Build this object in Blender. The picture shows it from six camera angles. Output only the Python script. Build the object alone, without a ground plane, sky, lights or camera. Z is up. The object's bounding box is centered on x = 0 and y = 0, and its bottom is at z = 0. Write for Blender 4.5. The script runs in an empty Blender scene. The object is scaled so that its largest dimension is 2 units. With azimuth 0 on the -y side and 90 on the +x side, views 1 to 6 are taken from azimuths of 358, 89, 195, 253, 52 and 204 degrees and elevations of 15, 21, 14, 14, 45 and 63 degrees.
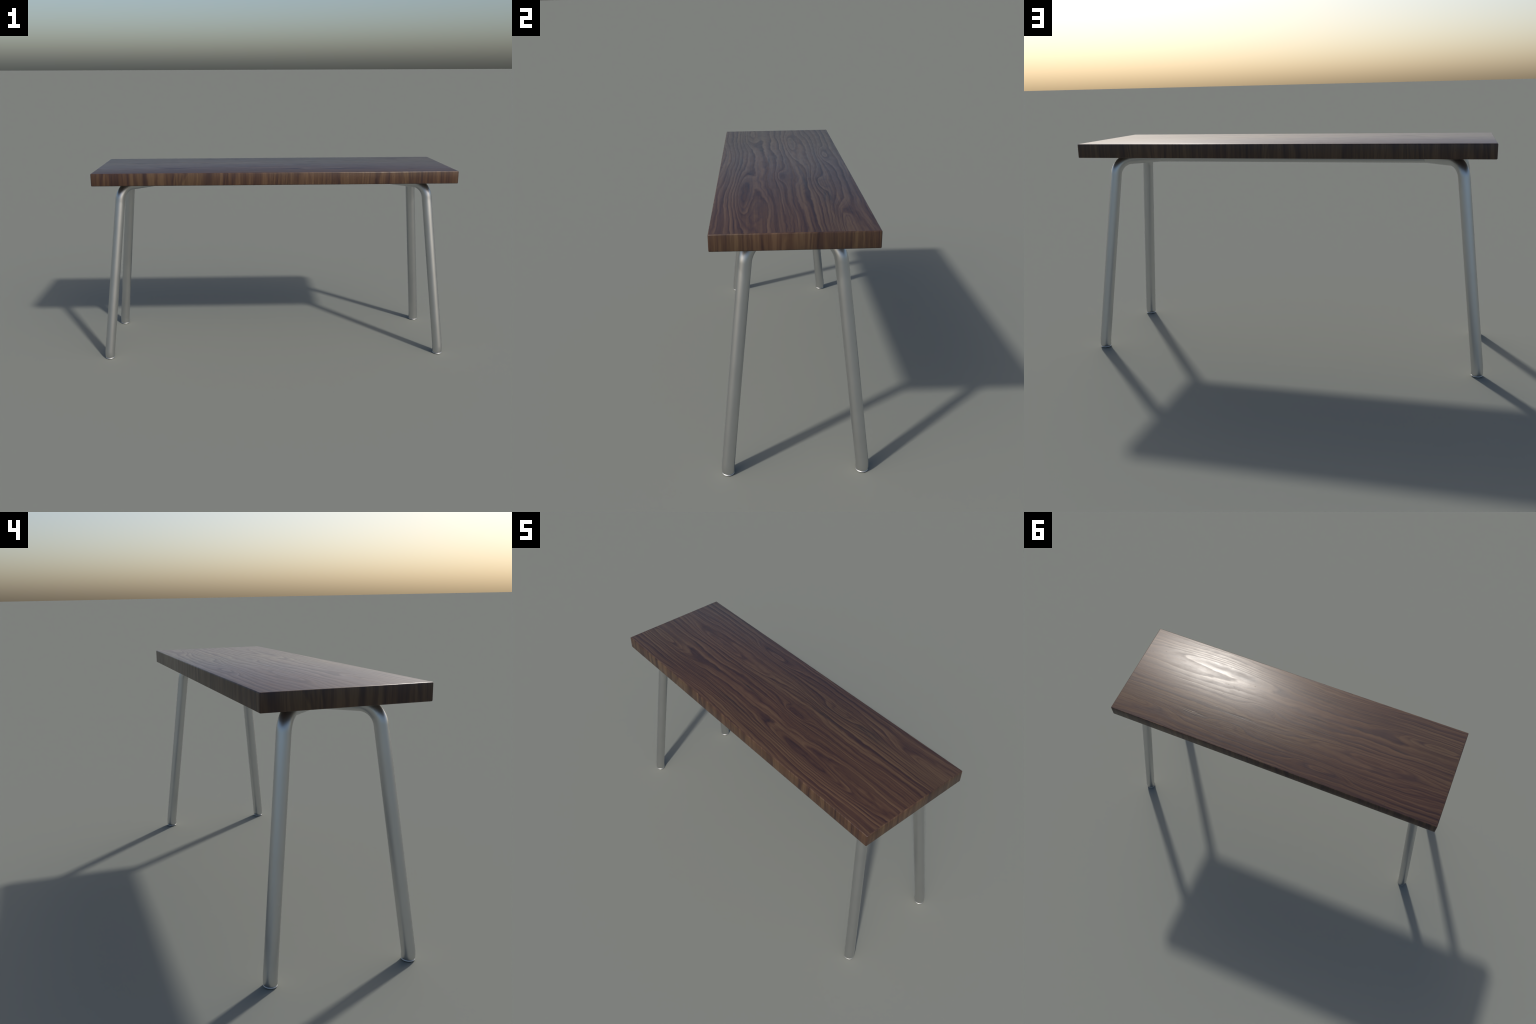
"""Walnut desk: one thick wooden board on a bent steel tube frame.

Frame of reference: metres, z up, board 2.00 m long (x), ground at z = 0.
Four round tubes rise from the floor, lean inwards along the diagonals, bend
under the board and run to two long tubes lying side by side on the centre line.
"""
import math
import bpy
import bmesh
from mathutils import Vector

# ------------------------------------------------------------------ sizes
HALF_LENGTH = 1.0
HALF_WIDTH = 0.3183
BOARD_TOP = 1.0798
BOARD_BOTTOM = 1.0114
EDGE_ROUND = 0.0045          # rounding of the horizontal board edges
CORNER_ROUND = 0.0050        # rounding of the four vertical corners
PILLOW = 0.14                # outward tilt of the shading normals, shifts highlights on the flat board

TUBE_RADIUS = 0.0276
ARM_HEIGHT = 0.9892          # axis of the horizontal tubes
FOOT_X, FOOT_Y = 0.9612, 0.2832
FOOT_STRAIGHT = 0.033        # the last bit of each leg stands upright
LEAN = math.radians(8.55)    # lean of a leg from the vertical, in its diagonal plane
BEND_RADIUS = 0.085          # centre line radius of the bend under the board
RAIL_OFFSET = 0.0140         # the two rails are pressed together, axes this far off centre
TUBE_SIDES = 48


# ------------------------------------------------------------------ node helper
class Graph:
    """Small helper that writes node trees as expressions."""

    def __init__(self, name):
        self.mat = bpy.data.materials.new(name)
        self.mat.use_nodes = True
        self.t = self.mat.node_tree
        self.t.nodes.clear()
        self.out = self.t.nodes.new("ShaderNodeOutputMaterial")
        self.bsdf = self.t.nodes.new("ShaderNodeBsdfPrincipled")
        self.t.links.new(self.bsdf.outputs[0], self.out.inputs[0])

    def put(self, socket, value):
        if isinstance(value, bpy.types.NodeSocket):
            self.t.links.new(value, socket)
        else:
            socket.default_value = value

    def coords(self):
        return self.t.nodes.new("ShaderNodeTexCoord").outputs["Object"]

    def split(self, v):
        n = self.t.nodes.new("ShaderNodeSeparateXYZ")
        self.put(n.inputs[0], v)
        return n.outputs

    def join(self, x, y, z):
        n = self.t.nodes.new("ShaderNodeCombineXYZ")
        for s, v in zip(n.inputs, (x, y, z)):
            self.put(s, v)
        return n.outputs[0]

    def math(self, op, a, b=0.0, c=0.0, clamp=False):
        n = self.t.nodes.new("ShaderNodeMath")
        n.operation = op
        n.use_clamp = clamp
        for s, v in zip(n.inputs, (a, b, c)):
            self.put(s, v)
        return n.outputs[0]

    def add(self, a, b):
        return self.math("ADD", a, b)

    def mul(self, a, b):
        return self.math("MULTIPLY", a, b)

    def noise(self, vec, scale=1.0, detail=2.0, rough=0.5, distortion=0.0):
        n = self.t.nodes.new("ShaderNodeTexNoise")
        self.put(n.inputs["Vector"], vec)
        n.inputs["Scale"].default_value = scale
        n.inputs["Detail"].default_value = detail
        n.inputs["Roughness"].default_value = rough
        n.inputs["Distortion"].default_value = distortion
        return n.outputs[0]

    def signed(self, value, amount):
        """(value - 0.5) * amount"""
        return self.math("MULTIPLY_ADD", value, amount, -0.5 * amount)

    def voronoi(self, vec, scale=1.0, randomness=1.0):
        n = self.t.nodes.new("ShaderNodeTexVoronoi")
        self.put(n.inputs["Vector"], vec)
        n.inputs["Scale"].default_value = scale
        n.inputs["Randomness"].default_value = randomness
        return n.outputs["Distance"], n.outputs["Color"]

    def range(self, v, a, b, c=0.0, d=1.0, smooth=True):
        n = self.t.nodes.new("ShaderNodeMapRange")
        n.interpolation_type = "SMOOTHSTEP" if smooth else "LINEAR"
        for s, x in zip(n.inputs, (v, a, b, c, d)):
            self.put(s, x)
        return n.outputs[0]

    def ramp(self, v, stops):
        n = self.t.nodes.new("ShaderNodeValToRGB")
        self.put(n.inputs[0], v)
        e = n.color_ramp.elements
        while len(e) < len(stops):
            e.new(0.5)
        for el, (p, c) in zip(e, stops):
            el.position = p
            el.color = (*c, 1.0) if isinstance(c, tuple) else (c, c, c, 1.0)
        return n.outputs[0]

    def mix(self, f, a, b, blend="MIX"):
        n = self.t.nodes.new("ShaderNodeMix")
        n.data_type = "RGBA"
        n.blend_type = blend
        self.put(n.inputs[0], f)
        for s, v in ((n.inputs[6], a), (n.inputs[7], b)):
            if isinstance(v, tuple):
                v = (*v, 1.0)
            self.put(s, v)
        return n.outputs[2]

    def blob(self, u, v, cu, cv, ru, rv):
        """Smooth elliptic hump, 1 in its middle."""
        a = self.math("POWER", self.math("ABSOLUTE", self.mul(self.math("SUBTRACT", u, cu), 1.0 / ru)), 2.0)
        b = self.math("POWER", self.math("ABSOLUTE", self.mul(self.math("SUBTRACT", v, cv), 1.0 / rv)), 2.0)
        return self.math("POWER", 0.3679, self.add(a, b))

    def bump(self, height, strength, distance):
        n = self.t.nodes.new("ShaderNodeBump")
        n.inputs["Strength"].default_value = strength
        n.inputs["Distance"].default_value = distance
        self.put(n.inputs["Height"], height)
        return n.outputs[0]


# ------------------------------------------------------------------ walnut
TAN = (0.0960, 0.0565, 0.0330)
BROWN = (0.0610, 0.0320, 0.0205)
PLUM = (0.0350, 0.0168, 0.0148)
DARK = (0.0230, 0.0120, 0.0120)
INK = (0.0110, 0.0095, 0.0120)
RINGS_PER_METRE = 28.0

# cathedral figures of the sheet: centre x, y, half length, half width, rings
FIGURES = [
    (0.50, -0.200, 0.46, 0.045, 3.0),
    (0.16, -0.018, 0.10, 0.024, 1.4),
    (-0.29, 0.225, 0.18, 0.030, 2.0),
    (0.95, 0.195, 0.38, 0.045, 3.0),
    (-0.90, -0.165, 0.40, 0.050, 3.0),
    (0.28, 0.150, 0.18, 0.034, 2.0),
    (-0.55, 0.060, 0.35, 0.040, 2.0),
]
# dark mineral streaks: centre x, y, half length, half width, strength
INK_STREAKS = [
    (0.53, 0.164, 0.075, 0.016, 0.9),
    (0.25, 0.088, 0.130, 0.008, 0.8),
    (-0.17, -0.071, 0.090, 0.006, 0.9),
    (-0.15, -0.215, 0.160, 0.010, 0.5),
]


def walnut(name, edge=False):
    """Plain-sawn walnut. On the board face the fibres run along x; on the
    edge banding the same veneer is glued on with its fibres upright."""
    g = Graph(name)
    x, y, z = g.split(g.coords())
    if edge:
        along = g.add(z, 3.1)                       # fibre direction
        across = g.add(x, g.math("MULTIPLY", y, 1.07))
    else:
        along, across = x, y

    # growth-ring field: contour lines of a smooth stretched relief give the
    # cathedral arches, eyes and long wavy lines of flat-cut veneer
    broad = g.noise(g.join(g.mul(along, 0.55 if not edge else 1.2), g.mul(across, 3.6 if not edge else 7.0), 5.3), 1.0, 1.0, 0.45)
    warp = g.noise(g.join(g.mul(along, 2.0), g.mul(across, 8.0), 2.7), 1.0, 1.5, 0.5)
    wobble = g.noise(g.join(g.mul(along, 9.5), g.mul(across, 20.0), 4.4), 1.0, 2.0, 0.5)
    field = g.add(g.mul(across, RINGS_PER_METRE if not edge else 15.0), g.signed(broad, 4.5))
    field = g.add(field, g.signed(warp, 1.8))
    field = g.add(field, g.signed(wobble, 0.50 if not edge else 0.25))
    if not edge:
        for fx, fy, length, width, height in FIGURES:
            field = g.add(field, g.mul(g.blob(along, across, fx, fy, length, width), height))
    ring = g.math("FRACT", field)
    field2 = g.math("MULTIPLY_ADD", field, 2.37, 0.31)
    ring2 = g.math("FRACT", g.add(field2, g.signed(warp, 1.2)))

    # within one ring: pale early wood darkening slowly, then a sharp end
    band = g.ramp(ring, [(0.0, 0.50), (0.07, 0.05), (0.22, 0.22), (0.55, 0.45), (0.82, 0.92), (0.93, 1.0), (1.0, 0.50)])
    fine_band = g.ramp(ring2, [(0.0, 0.5), (0.15, 0.1), (0.65, 0.50), (0.90, 1.0), (1.0, 0.5)])

    # how strongly a ring shows changes along and across the board
    show = g.range(g.noise(g.join(g.mul(along, 1.3), g.mul(across, 9.0), 1.9), 1.0, 2.0, 0.5), 0.32, 0.66, 0.25, 1.0)
    # fibres
    fibre = g.noise(g.join(g.mul(along, 3.0), g.mul(across, 170.0), g.mul(field, 0.15)), 1.0, 3.0, 0.7)
    streak = g.noise(g.join(g.mul(along, 0.8), g.mul(field, 1.6), 7.7), 1.0, 4.0, 0.6)
    straight = g.noise(g.join(g.mul(along, 1.1), g.mul(g.add(across, g.signed(wobble, 0.012)), 58.0 if not edge else 42.0), 3.4), 1.0, 3.0, 0.55)
    cloud = g.noise(g.join(g.mul(along, 1.5), g.mul(across, 4.2), 0.6), 1.0, 2.0, 0.5)

    tone = g.add(g.mul(g.signed(band, 0.62 if not edge else 0.50), show), 0.44)
    tone = g.add(tone, g.mul(g.signed(fine_band, 0.46 if not edge else 0.2), g.math("SUBTRACT", 1.25, show)))
    tone = g.add(tone, g.add(g.signed(streak, 0.65), g.signed(straight, 0.92 if not edge else 1.5)))
    tone = g.add(tone, g.signed(fibre, 0.70 if not edge else 0.75))
    tone = g.add(tone, g.signed(cloud, 0.35))
    tone = g.math("MULTIPLY_ADD", g.math("SUBTRACT", tone, 0.44), 1.18, 0.44)
    colour = g.ramp(tone, [(0.02, TAN), (0.40, BROWN), (0.80, PLUM), (1.0, DARK)])

    # inky mineral streaks lying in the late wood: a few strong ones, and rare faint ones
    ink = g.range(g.noise(g.join(g.mul(along, 2.6), g.mul(across, 24.0), 13.3), 1.0, 2.0, 0.5), 0.64, 0.78)
    ink = g.mul(ink, g.range(band, 0.45, 0.95, 0.10, 0.7))
    dent = None
    if not edge:
        ragged = g.range(g.noise(g.join(g.mul(along, 9.0), g.mul(across, 120.0), 2.2), 1.0, 2.0, 0.6), 0.35, 0.60)
        for kx, ky, length, width, strength in INK_STREAKS:
            spot = g.mul(g.mul(g.blob(along, g.math("MULTIPLY_ADD", g.signed(wobble, 1.0), 0.02, across), kx, ky, length, width), ragged), strength)
            dent = spot if dent is None else g.add(dent, spot)
        ink = g.math("ADD", ink, dent, clamp=True)
    colour = g.mix(ink, colour, INK)

    # reddish and olive drift over the sheet
    hue = g.noise(g.join(g.mul(along, 1.2), g.mul(across, 3.0), 21.0), 1.0, 1.0, 0.5)
    drift = g.ramp(hue, [(0.32, (1.03, 0.97, 0.98)), (0.68, (0.98, 1.03, 0.99))])
    colour = g.mix(1.0, colour, drift, "MULTIPLY")
    if edge:
        colour = g.mix(1.0, colour, (1.06, 1.07, 1.03), "MULTIPLY")

    # pores: tiny dark dashes
    d, c = g.voronoi(g.join(g.mul(along, 26.0), g.mul(across, 75.0), 0.0))
    rare = g.range(g.split(c)[0], 0.90, 0.93)
    pore = g.mul(g.range(d, 0.05, 0.16, 1.0, 0.0), rare)
    colour = g.mix(g.mul(pore, 0.55), colour, INK)

    g.put(g.bsdf.inputs["Base Color"], colour)
    patch = g.noise(g.join(g.mul(along, 14.0), g.mul(across, 45.0), 3.0), 1.0, 3.0, 0.6)
    rough = g.add(g.add(0.350, g.signed(band, 0.07)), g.signed(patch, 0.12))
    g.put(g.bsdf.inputs["Roughness"], rough)
    g.put(g.bsdf.inputs["IOR"], 1.46)

    # open grain: late wood stands a hair proud, pores and fibres are pressed in
    grain = g.add(g.mul(band, 0.16), g.mul(fibre, 0.40))
    grain = g.add(grain, g.mul(straight, 0.75))
    grain = g.math("SUBTRACT", grain, g.mul(pore, 1.2))
    if dent is not None:
        grain = g.math("SUBTRACT", grain, g.mul(dent, 1.5))
    g.put(g.bsdf.inputs["Normal"], g.bump(grain, 0.24, 0.0007))
    return g.mat


def steel(name, roughness=0.37):
    g = Graph(name)
    p = g.coords()
    x, y, z = g.split(p)
    cloud = g.noise(p, 9.0, 3.0, 0.55)
    brush = g.noise(g.join(g.mul(x, 260.0), g.mul(y, 260.0), g.mul(z, 6.0)), 1.0, 2.0, 0.6)
    tone = g.add(g.signed(cloud, 0.30), g.add(0.5, g.signed(brush, 0.15)))
    g.put(g.bsdf.inputs["Base Color"], g.ramp(tone, [(0.3, (0.57, 0.575, 0.575)), (0.7, (0.62, 0.625, 0.625))]))
    g.put(g.bsdf.inputs["Metallic"], 1.0)
    g.put(g.bsdf.inputs["Roughness"], g.add(roughness, g.signed(cloud, 0.05)))
    return g.mat


# ------------------------------------------------------------------ mesh tools
def new_object(name, bm, material, parent, location=(0, 0, 0), fix=True):
    mesh = bpy.data.meshes.new(name)
    if fix:
        bmesh.ops.recalc_face_normals(bm, faces=bm.faces[:])
    for f in bm.faces:
        f.smooth = True
    bm.to_mesh(mesh)
    bm.free()
    mesh.materials.append(material)
    obj = bpy.data.objects.new(name, mesh)
    bpy.context.scene.collection.objects.link(obj)
    obj.location = location
    obj.parent = parent
    return obj


def bridge(bm, rings, closed=True):
    for a, b in zip(rings, rings[1:]):
        n = len(a)
        for i in range(n):
            j = (i + 1) % n
            bm.faces.new((a[i], a[j], b[j], b[i]))


def rounded_rectangle(half_x, half_y, radius, steps=4):
    """Outline points with the outward direction at each of them. The direction
    of the straight sides leans towards the corners by PILLOW."""
    lean = math.degrees(math.atan(PILLOW))
    pts = []
    for cx, cy, start in ((1, 1, 0), (-1, 1, 90), (-1, -1, 180), (1, -1, 270)):
        for i in range(steps + 1):
            a = math.radians(start + 90 * i / steps)
            d = math.radians(start + lean + (90 - 2 * lean) * i / steps)
            pts.append((cx * (half_x - radius) + radius * math.cos(a),
                        cy * (half_y - radius) + radius * math.sin(a),
                        Vector((math.cos(d), math.sin(d), 0))))
    return pts


def face_normal(px, py, up):
    """Flat faces with bent normals that set where the sun highlight falls: the shading
    normal leans outwards in proportion to the distance from the middle."""
    return Vector((PILLOW * px / HALF_LENGTH, PILLOW * py / HALF_WIDTH, up)).normalized()


def board_ring(bm, inset, z):
    r = max(CORNER_ROUND - inset, 0.0008)
    outline = rounded_rectangle(HALF_LENGTH - inset, HALF_WIDTH - inset, r)
    return [bm.verts.new((px, py, z)) for px, py, _ in outline], outline


def use_normals(obj, normals):
    obj.data.normals_split_custom_set_from_vertices([tuple(n) for n in normals])


def build_panel(material, parent):
    """Upper and lower veneer sheet of the board, flat, up to the rounding."""
    bm = bmesh.new()
    normals = []
    for z, up in ((BOARD_TOP, 1), (BOARD_BOTTOM, -1)):
        ring, outline = board_ring(bm, EDGE_ROUND, z)
        normals += [face_normal(px, py, up) for px, py, _ in outline]
        bm.faces.new(ring if up > 0 else ring[::-1])
    obj = new_object("tabletop", bm, material, parent, fix=False)
    use_normals(obj, normals)
    return obj


def build_edge_band(material, parent, steps=4):
    bm = bmesh.new()
    rings, normals = [], []
    for up in (1, -1):
        level = BOARD_TOP if up > 0 else BOARD_BOTTOM
        order = range(steps + 1) if up > 0 else range(steps, -1, -1)
        for i in order:
            a = math.radians(90 * i / steps)
            ring, outline = board_ring(bm, EDGE_ROUND * (1 - math.sin(a)),
                                       level - up * EDGE_ROUND * (1 - math.cos(a)))
            rings.append(ring)
            for px, py, outward in outline:
                flat = face_normal(px, py, up)
                side = (outward + Vector((0, 0, up * PILLOW))).normalized()
                normals.append(flat.slerp(side, i / steps))
    bridge(bm, rings)
    obj = new_object("edge_band", bm, material, parent)
    use_normals(obj, normals)
    return obj


def sweep(path, radius, sides=TUBE_SIDES, caps=True):
    """Round tube along a path lying in the local x-z plane."""
    bm = bmesh.new()
    rings = []
    n = len(path)
    for i, p in enumerate(path):
        a = path[max(i - 1, 0)]
        b = path[min(i + 1, n - 1)]
        t = (b - a).normalized()
        u = Vector((0, 1, 0))
        v = t.cross(u)
        rad = radius[i] if isinstance(radius, (list, tuple)) else radius
        rings.append([bm.verts.new(p + rad * (math.cos(k) * u + math.sin(k) * v))
                      for k in (2 * math.pi * s / sides for s in range(sides))])
    bridge(bm, rings)
    if caps:
        bm.faces.new(rings[0])
        bm.faces.new(rings[-1])
    return bm


def leg_path():
    """Centre line of a leg in its own vertical plane: x points outwards along
    the diagonal, origin on the floor under the foot."""
    lean = Vector((-math.sin(LEAN), 0, math.cos(LEAN)))
    inward = Vector((-1, 0, 0))
    pts = [(Vector((0, 0, 0.0046)), TUBE_RADIUS - 0.0030),
           (Vector((0, 0, 0.0060)), TUBE_RADIUS - 0.0012),
           (Vector((0, 0, 0.0095)), TUBE_RADIUS),
           (Vector((0, 0, FOOT_STRAIGHT - 0.012)), TUBE_RADIUS)]
    knee = Vector((0, 0, FOOT_STRAIGHT))
    pts.append((knee + Vector((-0.0004, 0, 0)), TUBE_RADIUS))
    pts.append((knee + lean * 0.012, TUBE_RADIUS))
    # corner where the leaning tube meets the level of the arm
    reach = (ARM_HEIGHT - knee.z) / lean.z
    corner = knee + lean * reach
    turn = math.radians(90) - LEAN
    cut = BEND_RADIUS * math.tan(turn / 2)
    start = corner - lean * cut
    for i in range(1, 8):
        pts.append((knee + (start - knee) * (0.02 + 0.98 * i / 8), TUBE_RADIUS))
    centre = start + Vector((-math.cos(LEAN), 0, -math.sin(LEAN))) * BEND_RADIUS
    steps = 14
    for i in range(steps + 1):
        a = LEAN + turn * i / steps
        pts.append((centre + BEND_RADIUS * Vector((math.cos(a), 0, math.sin(a))), TUBE_RADIUS))
    end = Vector((-(FOOT_Y - RAIL_OFFSET) * math.sqrt(2), 0, ARM_HEIGHT))   # where it meets its rail
    last = pts[-1][0]
    for i in range(1, 4):
        pts.append((last + (end - last) * i / 3, TUBE_RADIUS))
    return pts


def build_leg_mesh():
    pts = leg_path()
    return sweep([p for p, _ in pts], [r for _, r in pts])


def build_glint_rim():
    """Thin steel disc under a foot with a chamfer that looks upwards."""
    bm = bmesh.new()
    profile = [(TUBE_RADIUS - 0.0046, 0.0060), (TUBE_RADIUS - 0.0030, 0.0042),
               (TUBE_RADIUS - 0.0018, 0.0032), (TUBE_RADIUS - 0.0010, 0.0022),
               (TUBE_RADIUS - 0.0008, 0.0010), (TUBE_RADIUS - 0.0014, 0.0)]
    rings = [[bm.verts.new((r * math.cos(k), r * math.sin(k), z))
              for k in (2 * math.pi * s / TUBE_SIDES for s in range(TUBE_SIDES))]
             for r, z in profile]
    bridge(bm, rings)
    bm.faces.new(rings[0])
    bm.faces.new(rings[-1])
    return bm


def sharpen(obj, degrees):
    obj.data.set_sharp_from_angle(angle=math.radians(degrees))


# ------------------------------------------------------------------ assembly
def main():
    desk = bpy.data.objects.new("desk", None)
    bpy.context.scene.collection.objects.link(desk)
    desk["label"] = "long dark walnut desk on splayed round steel tube legs"
    desk["category"] = "desk"

    face_wood = walnut("walnut_veneer")
    edge_wood = walnut("walnut_edge_veneer", edge=True)
    metal = steel("satin_steel")
    dull_metal = steel("dull_steel", roughness=0.54)

    top = build_panel(face_wood, desk)
    build_edge_band(edge_wood, top)

    leg_bm = build_leg_mesh()
    first_leg = first_glint_rim = None
    for sx, sy in ((1, 1), (-1, 1), (-1, -1), (1, -1)):
        place = (sx * FOOT_X, sy * FOOT_Y, 0)
        if first_leg is None:
            leg = first_leg = new_object("leg", leg_bm, metal, desk)
            sharpen(leg, 60)
            glint_rim = first_glint_rim = new_object("foot_glint_rim", build_glint_rim(), dull_metal, leg)
            sharpen(glint_rim, 60)
        else:
            leg = first_leg.copy()
            glint_rim = first_glint_rim.copy()
            for o in (leg, glint_rim):
                bpy.context.scene.collection.objects.link(o)
            leg.parent = desk
            glint_rim.parent = leg
        leg.location = place
        leg.rotation_euler = (0, 0, math.atan2(sy, sx))

    # two long tubes side by side on the centre line tie the legs together
    joint = FOOT_X - (FOOT_Y - RAIL_OFFSET)
    first_rail = None
    for side in (1, -1):
        if first_rail is None:
            bm = sweep([Vector((-joint + 2 * joint * i / 8, 0, 0)) for i in range(9)], TUBE_RADIUS * 0.998)
            rail = first_rail = new_object("support_rail", bm, metal, desk)
            sharpen(rail, 60)
        else:
            rail = first_rail.copy()
            bpy.context.scene.collection.objects.link(rail)
            rail.parent = desk
        rail.location = (0, side * RAIL_OFFSET, ARM_HEIGHT)


main()
